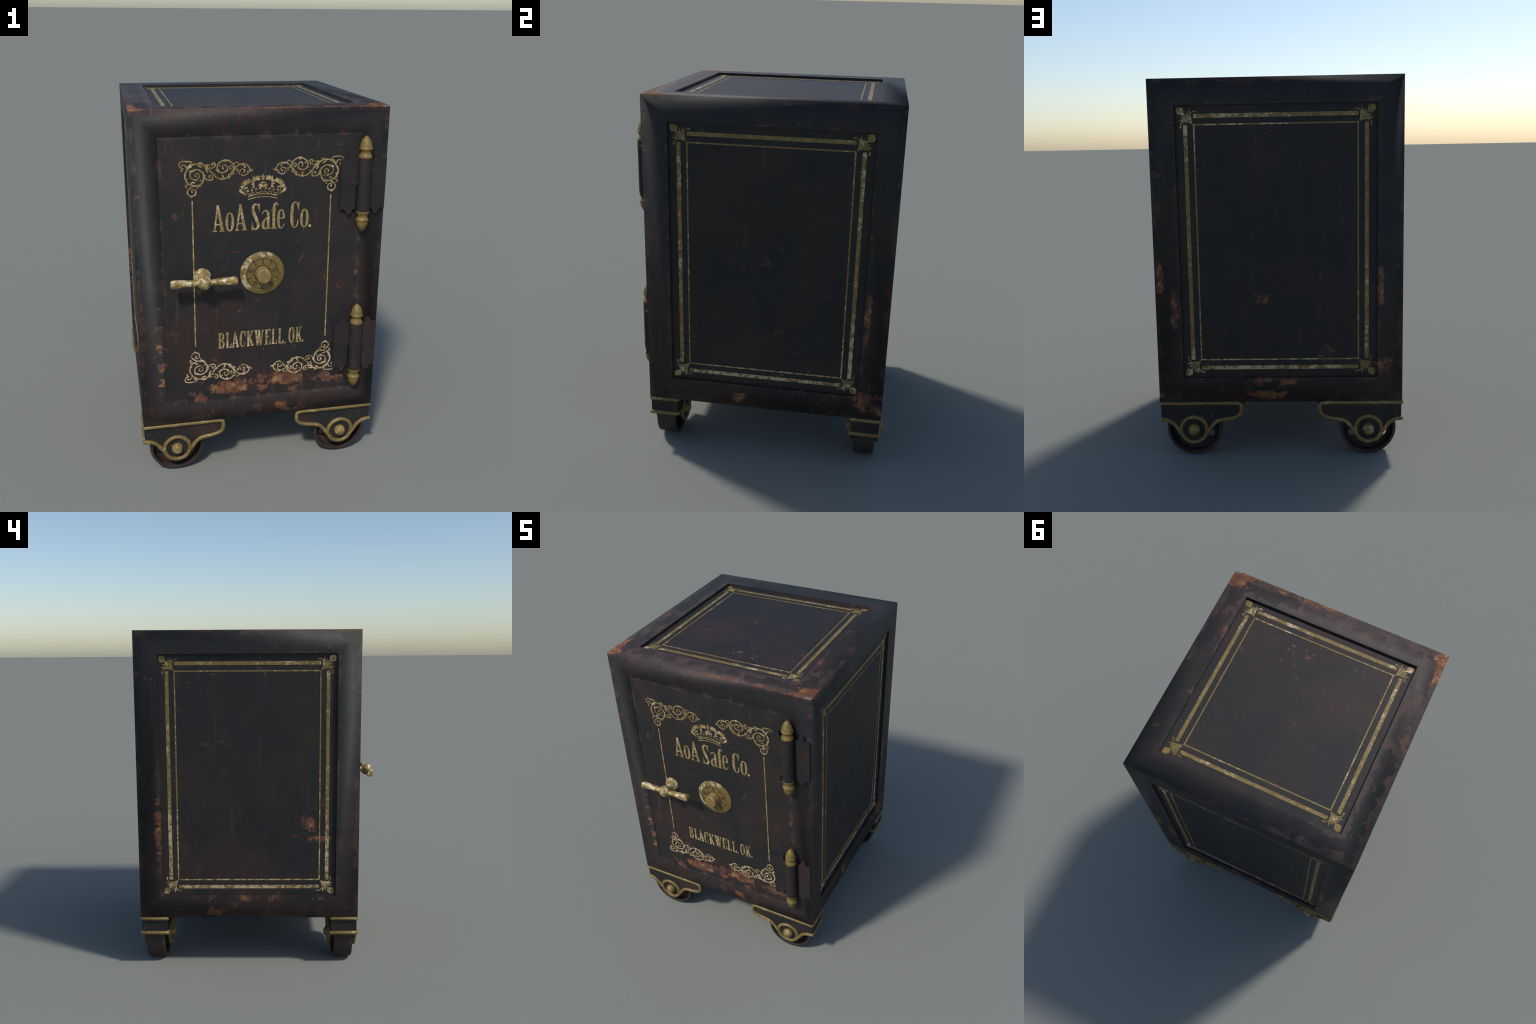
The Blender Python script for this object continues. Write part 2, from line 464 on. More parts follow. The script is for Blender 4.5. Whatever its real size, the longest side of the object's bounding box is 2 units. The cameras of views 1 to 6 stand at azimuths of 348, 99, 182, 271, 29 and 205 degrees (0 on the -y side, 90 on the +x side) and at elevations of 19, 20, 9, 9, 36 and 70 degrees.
# ------------------------------------------------------------------ the safe
safe = bpy.data.objects.new("iron_safe", None)
bpy.context.collection.objects.link(safe)
safe["label"] = "antique black iron safe with gilt lettering on brass casters"
safe["category"] = "safe"

# ---- cabinet: box with sunk fields; outer edges shaded as one soft surface, inner rims sharp
def cabinet():
    bm = bmesh.new()
    C = {(i, j, k): bm.verts.new(((-HX, HX)[i], (YF, YB)[j], (Z0, Z1)[k]))
         for i in (0, 1) for j in (0, 1) for k in (0, 1)}
    rims = []

    def field(ids, inner, inward, soft=False):
        outer = [C[i] for i in ids]
        rim = [bm.verts.new(p) for p in inner]
        deep = [bm.verts.new(Vector(p) + Vector(inward)) for p in inner]
        for n in range(4):
            m = (n + 1) % 4
            bm.faces.new([outer[n], outer[m], rim[m], rim[n]])
            bm.faces.new([rim[n], rim[m], deep[m], deep[n]])
        bm.faces.new(deep)
        rims.append((rim, soft))

    m, d = MARGIN, 0.024
    y0, y1, z0, z1, x1 = YF + m, YB - m, Z0 + m, Z1 - m, HX - m
    for s, i in ((-1, 0), (1, 1)):
        X = s * HX
        field([(i, 0, 0), (i, 1, 0), (i, 1, 1), (i, 0, 1)],
              [(X, y0, z0), (X, y1, z0), (X, y1, z1), (X, y0, z1)], (-s * d, 0, 0))
    field([(0, 1, 0), (1, 1, 0), (1, 1, 1), (0, 1, 1)],
          [(-x1, YB, z0), (x1, YB, z0), (x1, YB, z1), (-x1, YB, z1)], (0, -d, 0))
    field([(0, 0, 1), (1, 0, 1), (1, 1, 1), (0, 1, 1)],
          [(-x1, y0, Z1), (x1, y0, Z1), (x1, y1, Z1), (-x1, y1, Z1)], (0, 0, -d))
    g = 0.0006
    field([(0, 0, 0), (1, 0, 0), (1, 0, 1), (0, 0, 1)],
          [(-DOOR_X - g, YF, DOOR_Z0 - g), (DOOR_X + g, YF, DOOR_Z0 - g),
           (DOOR_X + g, YF, DOOR_Z1 + g), (-DOOR_X - g, YF, DOOR_Z1 + g)], (0, 0.03, 0), True)
    bm.faces.new([C[i] for i in ((0, 0, 0), (1, 0, 0), (1, 1, 0), (0, 1, 0))])
    bmesh.ops.recalc_face_normals(bm, faces=bm.faces)
    for f in bm.faces:
        f.smooth = True
    corner = set(C.values())
    soft_rim = {v for rim, soft in rims if soft for v in rim}
    for e in bm.edges:      # the outer edges, the mitres and the rim of the door opening stay soft
        a, b = e.verts
        if not (a in corner or b in corner or (a in soft_rim and b in soft_rim)):
            e.smooth = False
    me = bpy.data.meshes.new("cabinet")
    bm.to_mesh(me)
    bm.free()
    me.materials.append(PAINT)
    ob = bpy.data.objects.new("cabinet", me)
    bpy.context.collection.objects.link(ob)
    ob.parent = safe
    return ob


body = cabinet()

# ---- sunk panels with gilt borders. Each panel has its own plane: to(u, v, h)
FACES = {
    "left": (lambda u, v, h: (-HX + SINK - h, YC + u, ZC + v), (YB - YF) / 2 - MARGIN, (Z1 - Z0) / 2 - MARGIN),
    "right": (lambda u, v, h: (HX - SINK + h, YC + u, ZC + v), (YB - YF) / 2 - MARGIN, (Z1 - Z0) / 2 - MARGIN),
    "back": (lambda u, v, h: (u, YB - SINK + h, ZC + v), HX - MARGIN, (Z1 - Z0) / 2 - MARGIN),
    "top": (lambda u, v, h: (u, YC + v, Z1 - SINK + h), HX - MARGIN, (YB - YF) / 2 - MARGIN),
}
BAR_IN, BAR_W, LINE_IN, LINE_W = 0.0535, 0.0208, 0.0975, 0.0074


def corner_flower(bm, to):
    """Bud and acanthus in a corner; drawn along the diagonal: d from the corner, s across."""
    def at(d, s):
        r = 1 / math.sqrt(2)
        return ((d - s) * r, (d + s) * r)
    def line(pts, cap=False):
        stroke(bm, [(*at(d, s), w) for d, s, w in pts], to, 4, cap)
    poly(bm, [at(d, s) for d, s in ((0.0150, 0), (0.026, -0.0130), (0.036, -0.0185), (0.046, -0.0190), (0.055, -0.0135),
                                    (0.0615, -0.005), (0.0625, 0.0), (0.0615, 0.005), (0.055, 0.0135), (0.046, 0.0190),
                                    (0.036, 0.0185), (0.026, 0.0130))], to)
    line([(0.058, 0, 0.010), (0.075, 0, 0.011), (0.092, 0, 0.018), (0.108, 0, 0.021), (0.130, 0, 0.004)])
    for s in (-1, 1):
        line([(0.124, 0, 0.003), (0.104, s * 0.0105, 0.011), (0.090, s * 0.0215, 0.0115), (0.077, s * 0.0330, 0.007), (0.066, s * 0.0400, 0.001)])
        line([(0.093, s * 0.026, 0.003), (0.089, s * 0.037, 0.0045), (0.091, s * 0.049, 0.005), (0.099, s * 0.056, 0.0095)], True)
        line([(0.082, s * 0.002, 0.008), (0.072, s * 0.012, 0.006), (0.063, s * 0.0215, 0.001)])
        line([(0.090, s * 0.004, 0.008), (0.080, s * 0.0165, 0.006), (0.069, s * 0.028, 0.001)])


for nm, (to, hu, hv) in FACES.items():
    bm = bmesh.new()
    prism(bm, [[(-hu + 4e-4, -hv + 4e-4), (hu - 4e-4, -hv + 4e-4), (hu - 4e-4, hv - 4e-4), (-hu + 4e-4, hv - 4e-4)]], to, -0.008, 0.0)
    panel = make("panel", bm, PAINT, safe)
    gap = 0.097
    for inset, w, end in ((BAR_IN, BAR_W, gap), (LINE_IN, LINE_W, LINE_IN - LINE_W / 2)):
        bm = bmesh.new()
        for s in (-1, 1):
            for (a0, a1, b0, b1) in ((-hu + end, hu - end, s * (hv - inset) - w / 2, s * (hv - inset) + w / 2),
                                     (s * (hu - inset) - w / 2, s * (hu - inset) + w / 2, -hv + end, hv - end)):
                poly(bm, [(a0, b0), (a1, b0), (a1, b1), (a0, b1)], to)
        make("gilt_border" if inset == BAR_IN else "gilt_line", bm, GILT_STRIPE, panel)
    for su in (-1, 1):
        for sv in (-1, 1):
            bm = bmesh.new()
            corner_flower(bm, lambda u, v, h: to(su * (hu - u), sv * (hv - v), h))
            make("corner_flower", bm, GILT_STRIPE, panel)

# ---- door: slab with a narrow chamfer, flush in its opening
DOOR_Y = YF + 0.0006
bm = bmesh.new()
cw, cd = 0.024, 0.0024
ring = lambda e, y: [(-DOOR_X + e, y, DOOR_Z0 + e), (DOOR_X - e, y, DOOR_Z0 + e), (DOOR_X - e, y, DOOR_Z1 - e), (-DOOR_X + e, y, DOOR_Z1 - e)]
rings = [[bm.verts.new(p) for p in ring(e, y)] for e, y in ((0, YF + 0.026), (0, DOOR_Y + cd), (cw * 0.45, DOOR_Y + cd * 0.35), (cw, DOOR_Y))]
for a, b in zip(rings, rings[1:]):
    for n in range(4):
        bm.faces.new([a[n], a[(n + 1) % 4], b[(n + 1) % 4], b[n]])
bm.faces.new(rings[-1]); bm.faces.new(rings[0])
door = make("door", bm, PAINT, safe, smooth=30)
on_door = lambda x, z, h: (x, DOOR_Y - h, z)

# ---- gilt scrollwork in the four corners of the door (mm from the corner: across, down, width)
SCROLL = [
    ("vine", [(136.5,49.9,6.3), (133.4,33.0,7.1), (122.0,21.2,6.3), (100.5,15.9,5.4), (77.3,17.5,5.4), (57.2,28.5,6.3), (40.2,46.2,7.0), (31.4,67.7,7.6), (32.5,88.0,7.0), (43.7,107.0,5.7), (60.0,118.7,5.4), (81.6,124.8,6.3), (101.7,123.1,7.6), (115.4,108.3,6.3), (122.5,86.5,5.7), (121.2,66.2,5.4), (109.8,52.3,5.4), (90.0,43.4,5.4), (66.6,48.9,5.7), (56.3,65.3,4.7), (59.2,82.3,4.7), (74.0,93.0,5.1), (90.6,92.0,5.1), (100.9,80.6,4.4), (98.6,67.0,4.4), (89.6,62.4,4.4), (81.1,69.7,5.1), (83.4,77.4,7.9)]),
    ("foot", [(74.9,123.6,5.4), (54.7,134.7,6.0), (42.7,147.8,5.4), (42.3,161.4,4.7), (52.1,172.2,4.7), (67.1,174.6,5.4), (80.7,166.6,4.7), (82.7,153.0,4.7), (74.6,141.5,4.4), (62.8,143.6,4.4), (65.1,154.8,7.0)]),
    ("foot_tip", [(52.1,172.2,1.6), (59.5,180.2,4.7), (68.8,174.7,1.6)]),
    ("foot_curl", [(48.5,115.7,6.3), (35.9,120.2,5.4), (33.2,128.6,4.7), (41.4,133.2,3.2)]),
    ("heel", [(60.1,117.9,2.5), (61.9,109.5,4.7), (70.3,106.4,6.3), (78.6,111.0,2.5)]),
    ("corner", [(40.2,46.2,4.4), (39.0,31.1,4.4), (34.2,22.6,4.4), (24.5,17.6,4.1), (18.6,22.0,7.3)]),
    ("corner_loop", [(25.6,38.1,4.7), (11.0,31.8,4.7), (3.5,18.2,5.1), (8.4,6.7,5.1), (21.6,1.4,5.1), (41.3,2.1,5.1), (62.7,3.7,4.1)]),
    ("corner_link", [(61.1,2.0,3.8), (64.2,9.6,4.1), (55.7,21.7,7.0), (40.3,44.6,6.3)]),
    ("corner_bead", [(22.3,38.0,3.8), (17.2,42.0,4.7), (15.4,47.8,7.9)]),
    ("sheath", [(147.2,60.5,2.8), (140.6,56.8,7.0), (137.4,44.9,8.2), (137.6,31.5,11.4), (138.7,18.9,11.1)]),
    ("stem", [(143.4,36.7,6.3), (159.8,57.6,5.1), (174.7,75.9,5.4), (193.0,89.4,5.1), (214.9,95.8,5.4), (237.0,89.5,6.3), (254.0,76.5,7.6), (267.7,58.4,8.8), (277.9,46.9,5.7), (289.8,32.1,5.7), (306.8,24.6,5.7), (327.2,22.9,5.1), (344.3,34.1,5.4), (352.9,49.7,6.3), (349.5,62.4,5.7), (337.6,74.7,5.1), (320.5,81.7,4.7), (306.8,73.5,5.4), (303.4,59.7,4.7), (311.9,49.0,4.4), (325.6,51.2,4.4), (328.1,59.0,4.4), (323.0,63.9,7.3)]),
    ("wheel", [(267.7,58.4,7.0), (274.6,41.7,6.3), (271.2,26.3,7.0), (259.5,12.4,5.4), (244.3,3.4,5.4), (227.5,1.2,6.0), (209.0,8.9,5.7), (195.5,20.2,7.9), (190.2,36.8,5.4), (195.1,52.2,6.3), (208.5,62.8,5.4), (223.7,61.7,5.4), (239.0,52.2,6.3), (240.7,38.7,4.7), (232.4,26.6,4.4), (220.6,26.1,4.4), (216.3,35.2,4.4), (219.6,43.0,8.2)]),
    ("tendril", [(147.6,36.9,4.4), (163.4,38.3,4.4), (176.9,32.9,5.4), (180.7,19.6,5.4), (172.9,13.5,5.4), (164.5,19.0,5.4), (167.8,25.0,6.3)]),
    ("tendril", [(126.0,76.5,7.0), (132.5,88.6,5.4), (145.8,98.0,4.7), (164.3,95.9,6.3), (167.0,85.0,4.7), (159.5,75.3,4.4), (149.5,76.6,4.4), (151.0,84.3,7.9)]),
    ("bridge", [(272.9,28.1,6.3), (277.2,17.2,4.4), (288.2,13.9,4.1), (300.0,21.4,4.7)]),
    ("tip", [(351.2,57.3,6.3), (361.5,58.9,5.4), (366.3,50.2,4.4)]),
    ("bud", [(269.5,41.5,3.8), (259.4,28.4,4.1), (249.2,34.8,4.1), (256.2,45.2,9.5)]),
    ("bud", [(310.2,26.0,3.8), (323.8,30.8,4.7), (328.1,39.4,7.9)]),
    ("bud", [(283.0,47.9,3.8), (294.9,50.9,4.4), (291.5,59.3,7.3)]),
    ("leaf", [(93.8,18.1,2.2), (103.9,11.0,5.7), (122.1,11.6,2.5)]),
    ("leaf", [(93.8,19.8,3.8), (100.3,26.7,5.7), (115.1,31.5,6.3)]),
    ("leaf", [(224.2,1.9,4.7), (230.9,6.3,7.0), (232.5,13.9,2.5)]),
    ("leaf", [(211.8,72.3,2.2), (219.3,82.0,7.3), (215.0,93.7,4.7)]),
    ("leaf", [(243.1,71.0,2.2), (250.6,81.5,11.1), (245.5,95.0,2.2)]),
    ("leaf", [(257.4,76.7,4.7), (271.1,70.4,6.3), (277.9,67.3,1.6)]),
    ("leaf", [(182.6,48.3,2.5), (190.1,52.0,6.3), (196.7,59.0,2.5)]),
    ("leaf", [(200.4,30.4,4.7), (205.5,27.3,4.7), (208.0,25.7,1.6)]),
    ("leaf", [(32.5,88.0,3.2), (39.1,89.9,5.7), (44.1,90.1,1.6)]),
    ("leaf", [(40.4,106.9,4.7), (32.1,106.5,1.6)]),
    ("leaf", [(116.2,64.3,9.5), (124.7,57.9,2.2)]),
    ("leaf", [(124.4,74.8,9.5), (132.8,71.7,3.2)]),
    ("leaf", [(122.4,91.6,7.9), (127.3,100.3,1.6)]),
    ("leaf", [(109.0,94.5,2.2), (104.7,100.2,7.0)]),
    ("leaf", [(74.0,92.2,2.5), (82.2,95.9,7.0), (90.5,99.6,3.2)]),
    ("leaf", [(53.2,55.1,3.2), (61.6,50.4,9.5), (78.2,51.0,3.2)]),
    ("leaf", [(81.6,123.9,4.7), (96.7,124.6,11.1), (108.4,126.8,2.5)]),
    ("leaf", [(88.1,132.7,2.5), (90.5,140.5,7.9)]),
    ("leaf", [(233.9,50.3,7.9), (240.6,57.3,3.2)]),
    ("leaf", [(298.3,73.2,2.5), (304.2,68.3,9.5), (311.9,76.3,3.2)]),
    ("leaf", [(148.5,26.8,7.9), (155.3,18.7,1.9)]),
    ("leaf", [(174.7,71.7,6.3), (180.7,66.8,1.6)]),
    ("leaf", [(57.1,30.1,4.7), (65.4,31.3,1.9)]),
    ("leaf", [(67.3,18.8,6.3), (74.1,9.1,1.9)]),
    ("leaf", [(346.1,59.7,6.3), (337.5,62.8,1.9)]),
]
BEADED = {"vine", "foot", "corner", "corner_bead", "stem", "wheel", "tendril", "bud"}
for sx in (-1, 1):
    for sz in (-1, 1):
        zc = 1.7535 if sz > 0 else 0.5495
        to = lambda u, v, h: on_door(sx * (0.420 - u), zc - sz * v, h)
        bm = bmesh.new()
        for kind, pts in SCROLL:
            stroke(bm, [(u / 1000, v / 1000, w * 1.15 / 1000) for u, v, w in pts], to, 4, kind in BEADED)
        make("scroll_ornament", bm, GILT, door)

for sx in (-1, 1):
    bm = bmesh.new()
    stroke(bm, [(sx * 0.3560, 0.7590, 0.0062), (sx * 0.3560, 1.5540, 0.0062)], on_door)
    make("gilt_line", bm, GILT, door)

# ---- crown (drawn about its middle line, mm: across, down from the tip, width)
bm = bmesh.new()
cz = 1.6770
def cr(pts, cap=False, both=True):
    for s in ((-1, 1) if both else (1,)):
        stroke(bm, [(s * x / 1000, cz - y / 1000, w / 1000) for x, y, w in pts], on_door, 5, cap)
def cdisc(x, y, rx, ry):
    for s in ((-1, 1) if x else (1,)):
        disc(bm, s * x / 1000, cz - y / 1000, rx / 1000, ry / 1000, on_door)
def cpoly(pts, both=True):
    for s in ((-1, 1) if both else (1,)):
        poly(bm, [(s * x / 1000, cz - y / 1000) for x, y in pts], on_door)
cpoly([(0, 0), (4.5, 5), (6, 11), (11, 13.5), (7.5, 20), (7, 27), (0, 34), (-7, 27), (-7.5, 20), (-11, 13.5), (-6, 11), (-4.5, 5)], False)
cr([(15, 22, 21), (30, 22, 19), (44, 28, 17), (49, 40, 11), (48, 55, 9), (44, 72, 8)])
cr([(58, 38, 8), (72, 36, 18), (90, 46, 19), (102, 60, 16), (106, 72, 6)])
for x, y, dx, dy in ((20, 14, 0, -8), (34, 13, 1, -8), (47, 18, 3, -8), (71, 28, 3, -8), (84, 32, 5, -7), (95, 40, 7, -6),
                     (103, 50, 8, -4), (108, 62, 8, 0), (50, 48, 12, 4), (46, 64, 12, 4)):
    cr([(x - dx * 0.3, y - dy * 0.3, 10), (x + dx, y + dy, 1.5)])
cr([(116, 78, 15), (108, 88, 13), (94, 98, 8), (84, 108, 2)])
cr([(116, 76, 6), (119, 70, 3)])
cr([(102, 66, 4), (94, 76, 3), (88, 90, 2.5)])
cpoly([(72, 70), (80, 63), (92, 63), (96, 70), (88, 74)])
for x, y, r in ((77, 84, 6.2), (56, 81, 5.6), (34, 77, 6.2), (14.5, 73, 6.0)):
    cdisc(x, y, r, r * 0.95)
cr([(84, 92, 2), (74, 101, 3.6), (60, 100, 3.4), (51, 88, 2.4)])
cr([(40, 88, 2), (28, 95, 4), (14, 93, 3.6), (6, 80, 2)])
cr([(45, 92, 5), (44, 101, 2)])
cr([(0, 88, 5), (0, 97, 4)], both=False)
cdisc(0, 44, 13, 5)
cpoly([(-24, 63), (-21, 54), (-16, 48), (-11, 53), (0, 55), (11, 53), (16, 48), (21, 54), (24, 63), (12, 66), (0, 70), (-12, 66)], False)
cr([(-75, 113, 5), (-40, 105, 4.4), (0, 102, 4.4), (40, 105, 4.4), (75, 113, 5)], both=False)
cr([(-75, 128, 5), (-40, 120, 4.4), (0, 117, 4.4), (40, 120, 4.4), (75, 128, 5)], both=False)
make("crown_emblem", bm, GILT, door)

# ---- lettering: condensed Latin capitals and lower case, drawn with a broad pen
BIG, SMALL = "big", "small"
GLYPHS = {
    "A": (250, [("s", [(32, 0, 38), (112, 585, 40)]), ("s", [(108, 590, 52), (214, 0, 70)]), ("s", [(62, 160, 26), (190, 160, 26)]),
                ("s", [(0, 14, 28), (84, 14, 28)]), ("s", [(146, 14, 28), (256, 14, 28)])]),
    "o": (195, [("o", 97, 208, 96, 214, 38, 184)]),
    "S": (180, [("s", [(158, 470, 12), (143, 545, 24), (95, 580, 30), (42, 540, 58), (36, 440, 66), (66, 340, 68), (112, 230, 68), (146, 130, 66),
                        (142, 55, 56), (100, 10, 32), (55, 25, 26), (25, 110, 14)]),
                ("s", [(170, 592, 34), (174, 395, 8)]), ("s", [(14, 200, 8), (14, -2, 36)])]),
    "a": (195, [("s", [(12, 345, 18), (45, 405, 28), (95, 425, 32), (138, 385, 54), (147, 300, 62), (147, 60, 60), (168, 16, 40), (202, 38, 14)]),
                ("s", [(140, 290, 14), (80, 225, 36), (36, 140, 60), (42, 45, 54), (85, 12, 30), (140, 70, 18)])]),
    "f": (165, [("s", [(66, 0, 62), (66, 300, 62), (70, 490, 60), (90, 565, 40), (125, 585, 32), (155, 530, 24)], True),
                ("s", [(8, 425, 26), (122, 425, 26)]), ("s", [(8, 13, 26), (126, 13, 26)])]),
    "e": (175, [("s", [(44, 235, 24), (172, 235, 24)]),
                ("s", [(148, 225, 48), (148, 330, 46), (125, 405, 32), (90, 425, 30), (46, 370, 54), (32, 215, 62), (46, 65, 54), (90, 8, 32), (138, 40, 24), (168, 105, 10)])]),
    "C": (200, [("s", [(176, 420, 10), (163, 520, 26), (128, 575, 28), (90, 580, 32), (50, 510, 58), (34, 295, 70), (50, 80, 58), (92, 10, 32), (138, 25, 28), (168, 90, 26), (180, 190, 12)]),
                ("s", [(186, 592, 34), (190, 390, 8)])]),
    ".": (60, [("d", 30, 30, 32, 36)]),
    ",": (45, [("d", 18, 16, 17, 18), ("s", [(26, 14, 14), (20, -20, 10), (8, -42, 3)])]),
    "B": (160, [("s", [(45, 0, 50), (45, 400, 50)]), ("s", [(5, 8, 16), (70, 8, 16)]), ("s", [(5, 392, 16), (70, 392, 16)]),
                ("s", [(50, 391, 18), (105, 384, 24), (132, 335, 44), (128, 255, 44), (95, 215, 22), (50, 208, 18)]),
                ("s", [(50, 207, 18), (105, 198, 24), (136, 145, 46), (136, 70, 46), (105, 15, 24), (50, 9, 18)])]),
    "L": (148, [("s", [(45, 0, 50), (45, 400, 50)]), ("s", [(5, 392, 16), (88, 392, 16)]), ("s", [(5, 10, 20), (138, 10, 20)]),
                ("s", [(128, 0, 34), (140, 115, 6)])]),
    "K": (180, [("s", [(42, 0, 50), (42, 400, 50)]), ("s", [(3, 392, 16), (84, 392, 16)]), ("s", [(3, 8, 16), (84, 8, 16)]),
                ("s", [(60, 155, 20), (146, 395, 24)]), ("s", [(84, 220, 50), (150, 5, 52)]),
                ("s", [(110, 392, 16), (180, 392, 16)]), ("s", [(108, 8, 16), (184, 8, 16)])]),
    "W": (240, [("s", [(36, 400, 50), (82, 0, 44)]), ("s", [(84, 0, 28), (122, 400, 26)]), ("s", [(118, 400, 50), (166, 0, 44)]),
                ("s", [(168, 0, 28), (212, 400, 28)]), ("s", [(0, 392, 16), (76, 392, 16)]), ("s", [(184, 392, 16), (242, 392, 16)])]),
    "E": (150, [("s", [(45, 0, 50), (45, 400, 50)]), ("s", [(5, 390, 20), (142, 390, 20)]), ("s", [(136, 400, 30), (146, 290, 6)]),
                ("s", [(60, 205, 18), (108, 205, 18)]), ("s", [(110, 255, 6), (108, 205, 16), (110, 155, 6)]),
                ("s", [(5, 10, 20), (142, 10, 20)]), ("s", [(136, 0, 30), (148, 118, 6)])]),
    "O": (156, [("o", 78, 200, 78, 207, 33, 182)]),
}


def letter(ch, x, z, k, kz):
    bm = bmesh.new()
    to = lambda u, v, h: on_door(x + u * k, z + v * kz, h)
    LAYER[0] = 0
    for part in GLYPHS[ch][1]:
        if part[0] == "s":
            stroke(bm, part[1], to, 5)
            # pen strokes run in glyph units, so their thickness is scaled with the letter
        elif part[0] == "o":
            oval_ring(bm, *part[1:], to)
        else:
            disc(bm, *part[1:], to, 18)
    make("letter", bm, GILT, door)


k1 = 0.000232
for ch, px in zip("AoASafeCo.", (60, 335, 552, 913, 1138, 1345, 1483, 1783, 2008, 2207)):
    letter(ch, -0.2546 + (px - 62) * k1, 1.3885, k1, k1 * 1.0)
k2, k2z = 0.000212, 0.000224
for ch, px in zip("BLLLEWKOK", (80, 275, 1450, 1622, 1275, 1012, 812, 1900, 2080)):
    letter(ch, -0.2353 + (px - 82) * k2, 0.7370, k2, k2z)
letter("A", -0.2353 + (438 - 82) * k2, 0.7370, k2 * 0.68, k2z * 0.68)
letter("C", -0.2353 + (630 - 82) * k2, 0.7370, k2 * 0.76, k2z * 0.68)
letter(",", -0.2353 + (1788 - 82) * k2, 0.7370, k2, k2z)
letter(".", -0.2353 + (2262 - 82) * k2, 0.7370, k2 * 0.72, k2z * 0.72)

# ---- handle: domed rosette, stem, ball and a cross bar swelling to both ends
HNX, HNZ = -0.3143, 1.1515
bm = bmesh.new()
outw = lambda x0, z0, y0: (lambda a, b, h: (x0 + a, y0 - h, z0 + b))
lathe(bm, [(0.0465, -0.004), (0.0465, 0.002), (0.045, 0.008), (0.040, 0.0155), (0.031, 0.021), (0.022, 0.0245), (0.017, 0.028),
           (0.0155, 0.040), (0.0165, 0.054), (0.020, 0.062)], outw(HNX, HNZ, YF), 40)
handle = make("handle", bm, BRASS_HANDLE, safe, smooth=35)
HY = -0.6860
bm = bmesh.new()
bmesh.ops.create_uvsphere(bm, u_segments=32, v_segments=20, radius=0.0365, matrix=Matrix.Translation((HNX, HY - 0.001, HNZ)))
make("ball", bm, BRASS_HANDLE, handle, smooth=60)
for s in (-1, 1):
    bm = bmesh.new()
    lathe(bm, [(0.0148, 0.028), (0.0152, 0.036), (0.0185, 0.09), (0.0225, 0.150), (0.0228, 0.158), (0.0205, 0.165), (0.0165, 0.169)],
          lambda a, b, h: (HNX + s * h, HY + a, HNZ + b), 24)
    make("bar", bm, BRASS_HANDLE, handle, smooth=40)

# ---- combination dial with knob, ticks and numerals
DX, DZ = 0.0005, 1.1523
bm = bmesh.new()
lathe(bm, [(0.1170, -0.003), (0.1172, 0.003), (0.1155, 0.0055), (0.0905, 0.0150), (0.0885, 0.0148), (0.0875, 0.0135), (0.030, 0.0135)], outw(DX, DZ, YF), 72)
dial = make("dial", bm, BRASS_DIAL, safe, smooth=28)
bm = bmesh.new()
lathe(bm, [(0.0415, 0.0125), (0.0405, 0.0160), (0.0385, 0.0195), (0.0385, 0.0530), (0.0372, 0.0572), (0.0345, 0.0592), (0.0, 0.0592)],
      outw(DX, DZ, YF), 40)
make("dial_knob", bm, BRASS_KNOB, dial, smooth=35)
face = lambda ang: (lambda u, v, h: (DX + u * math.cos(ang) + v * math.sin(ang), YF - 0.0135 - h * 0.6, DZ + v * math.cos(ang) - u * math.sin(ang)))
tick_mesh, bar_mesh = None, None
for i in range(50):
    a = math.radians(3.6 + 7.2 * i)
    if any(abs(((math.degrees(a) - q + 180) % 360) - 180) < 2 for q in (36, 108, 180, 252, 324)):
        continue
    bm = bmesh.new()
    stroke(bm, [(0, 0.0800, 0.0042), (0, 0.0866, 0.0036)], face(a))
    make("tick_mark", bm, ENGRAVED, dial)
for q in (36, 108, 180, 252, 324):
    bm = bmesh.new()
    stroke(bm, [(0, 0.0590, 0.0029), (0, 0.0872, 0.0029)], face(math.radians(q)))
    make("tick_line", bm, ENGRAVED, dial)
W = 0.0024
DIGITS = {
    "0": [[(0, .5), (.12, .86), (.5, 1), (.88, .86), (1, .5), (.88, .14), (.5, 0), (.12, .14), (0, .5)]],
    "2": [[(0, .75), (.2, .97), (.7, .97), (.95, .75), (.7, .45), (0, .02)], [(0, .02), (1, .02)]],
    "4": [[(.75, 0), (.75, 1)], [(.75, 1), (0, .32)], [(0, .32), (1, .32)]],
    "6": [[(.85, 1), (.35, .8), (.05, .35), (.25, .02), (.75, .02), (.95, .3), (.7, .52), (.2, .45)]],
    "8": [[(.5, .54), (.08, .75), (.5, 1), (.92, .75), (.5, .54), (0, .27), (.5, 0), (1, .27), (.5, .54)]],
}
for num, q in (("0", 0), ("20", 72), ("40", 144), ("60", 216), ("80", 288)):
    bm = bmesh.new()
    dw, dh = 0.0088, 0.0250
    for j, ch in enumerate(num):
        x0 = (j - len(num) / 2) * (dw + 0.0034) + 0.0017
        for ln in DIGITS[ch]:
            stroke(bm, [(x0 + px * dw, 0.0535 + py * dh, W) for px, py in ln], face(math.radians(q)), 4)
    make("numeral", bm, ENGRAVED, dial)

# ---- hinges: pin barrel, two scalloped leaves, a finial at each end
BX, BY, BR, HALF = 0.5222, -0.6325, 0.0341, 0.1370


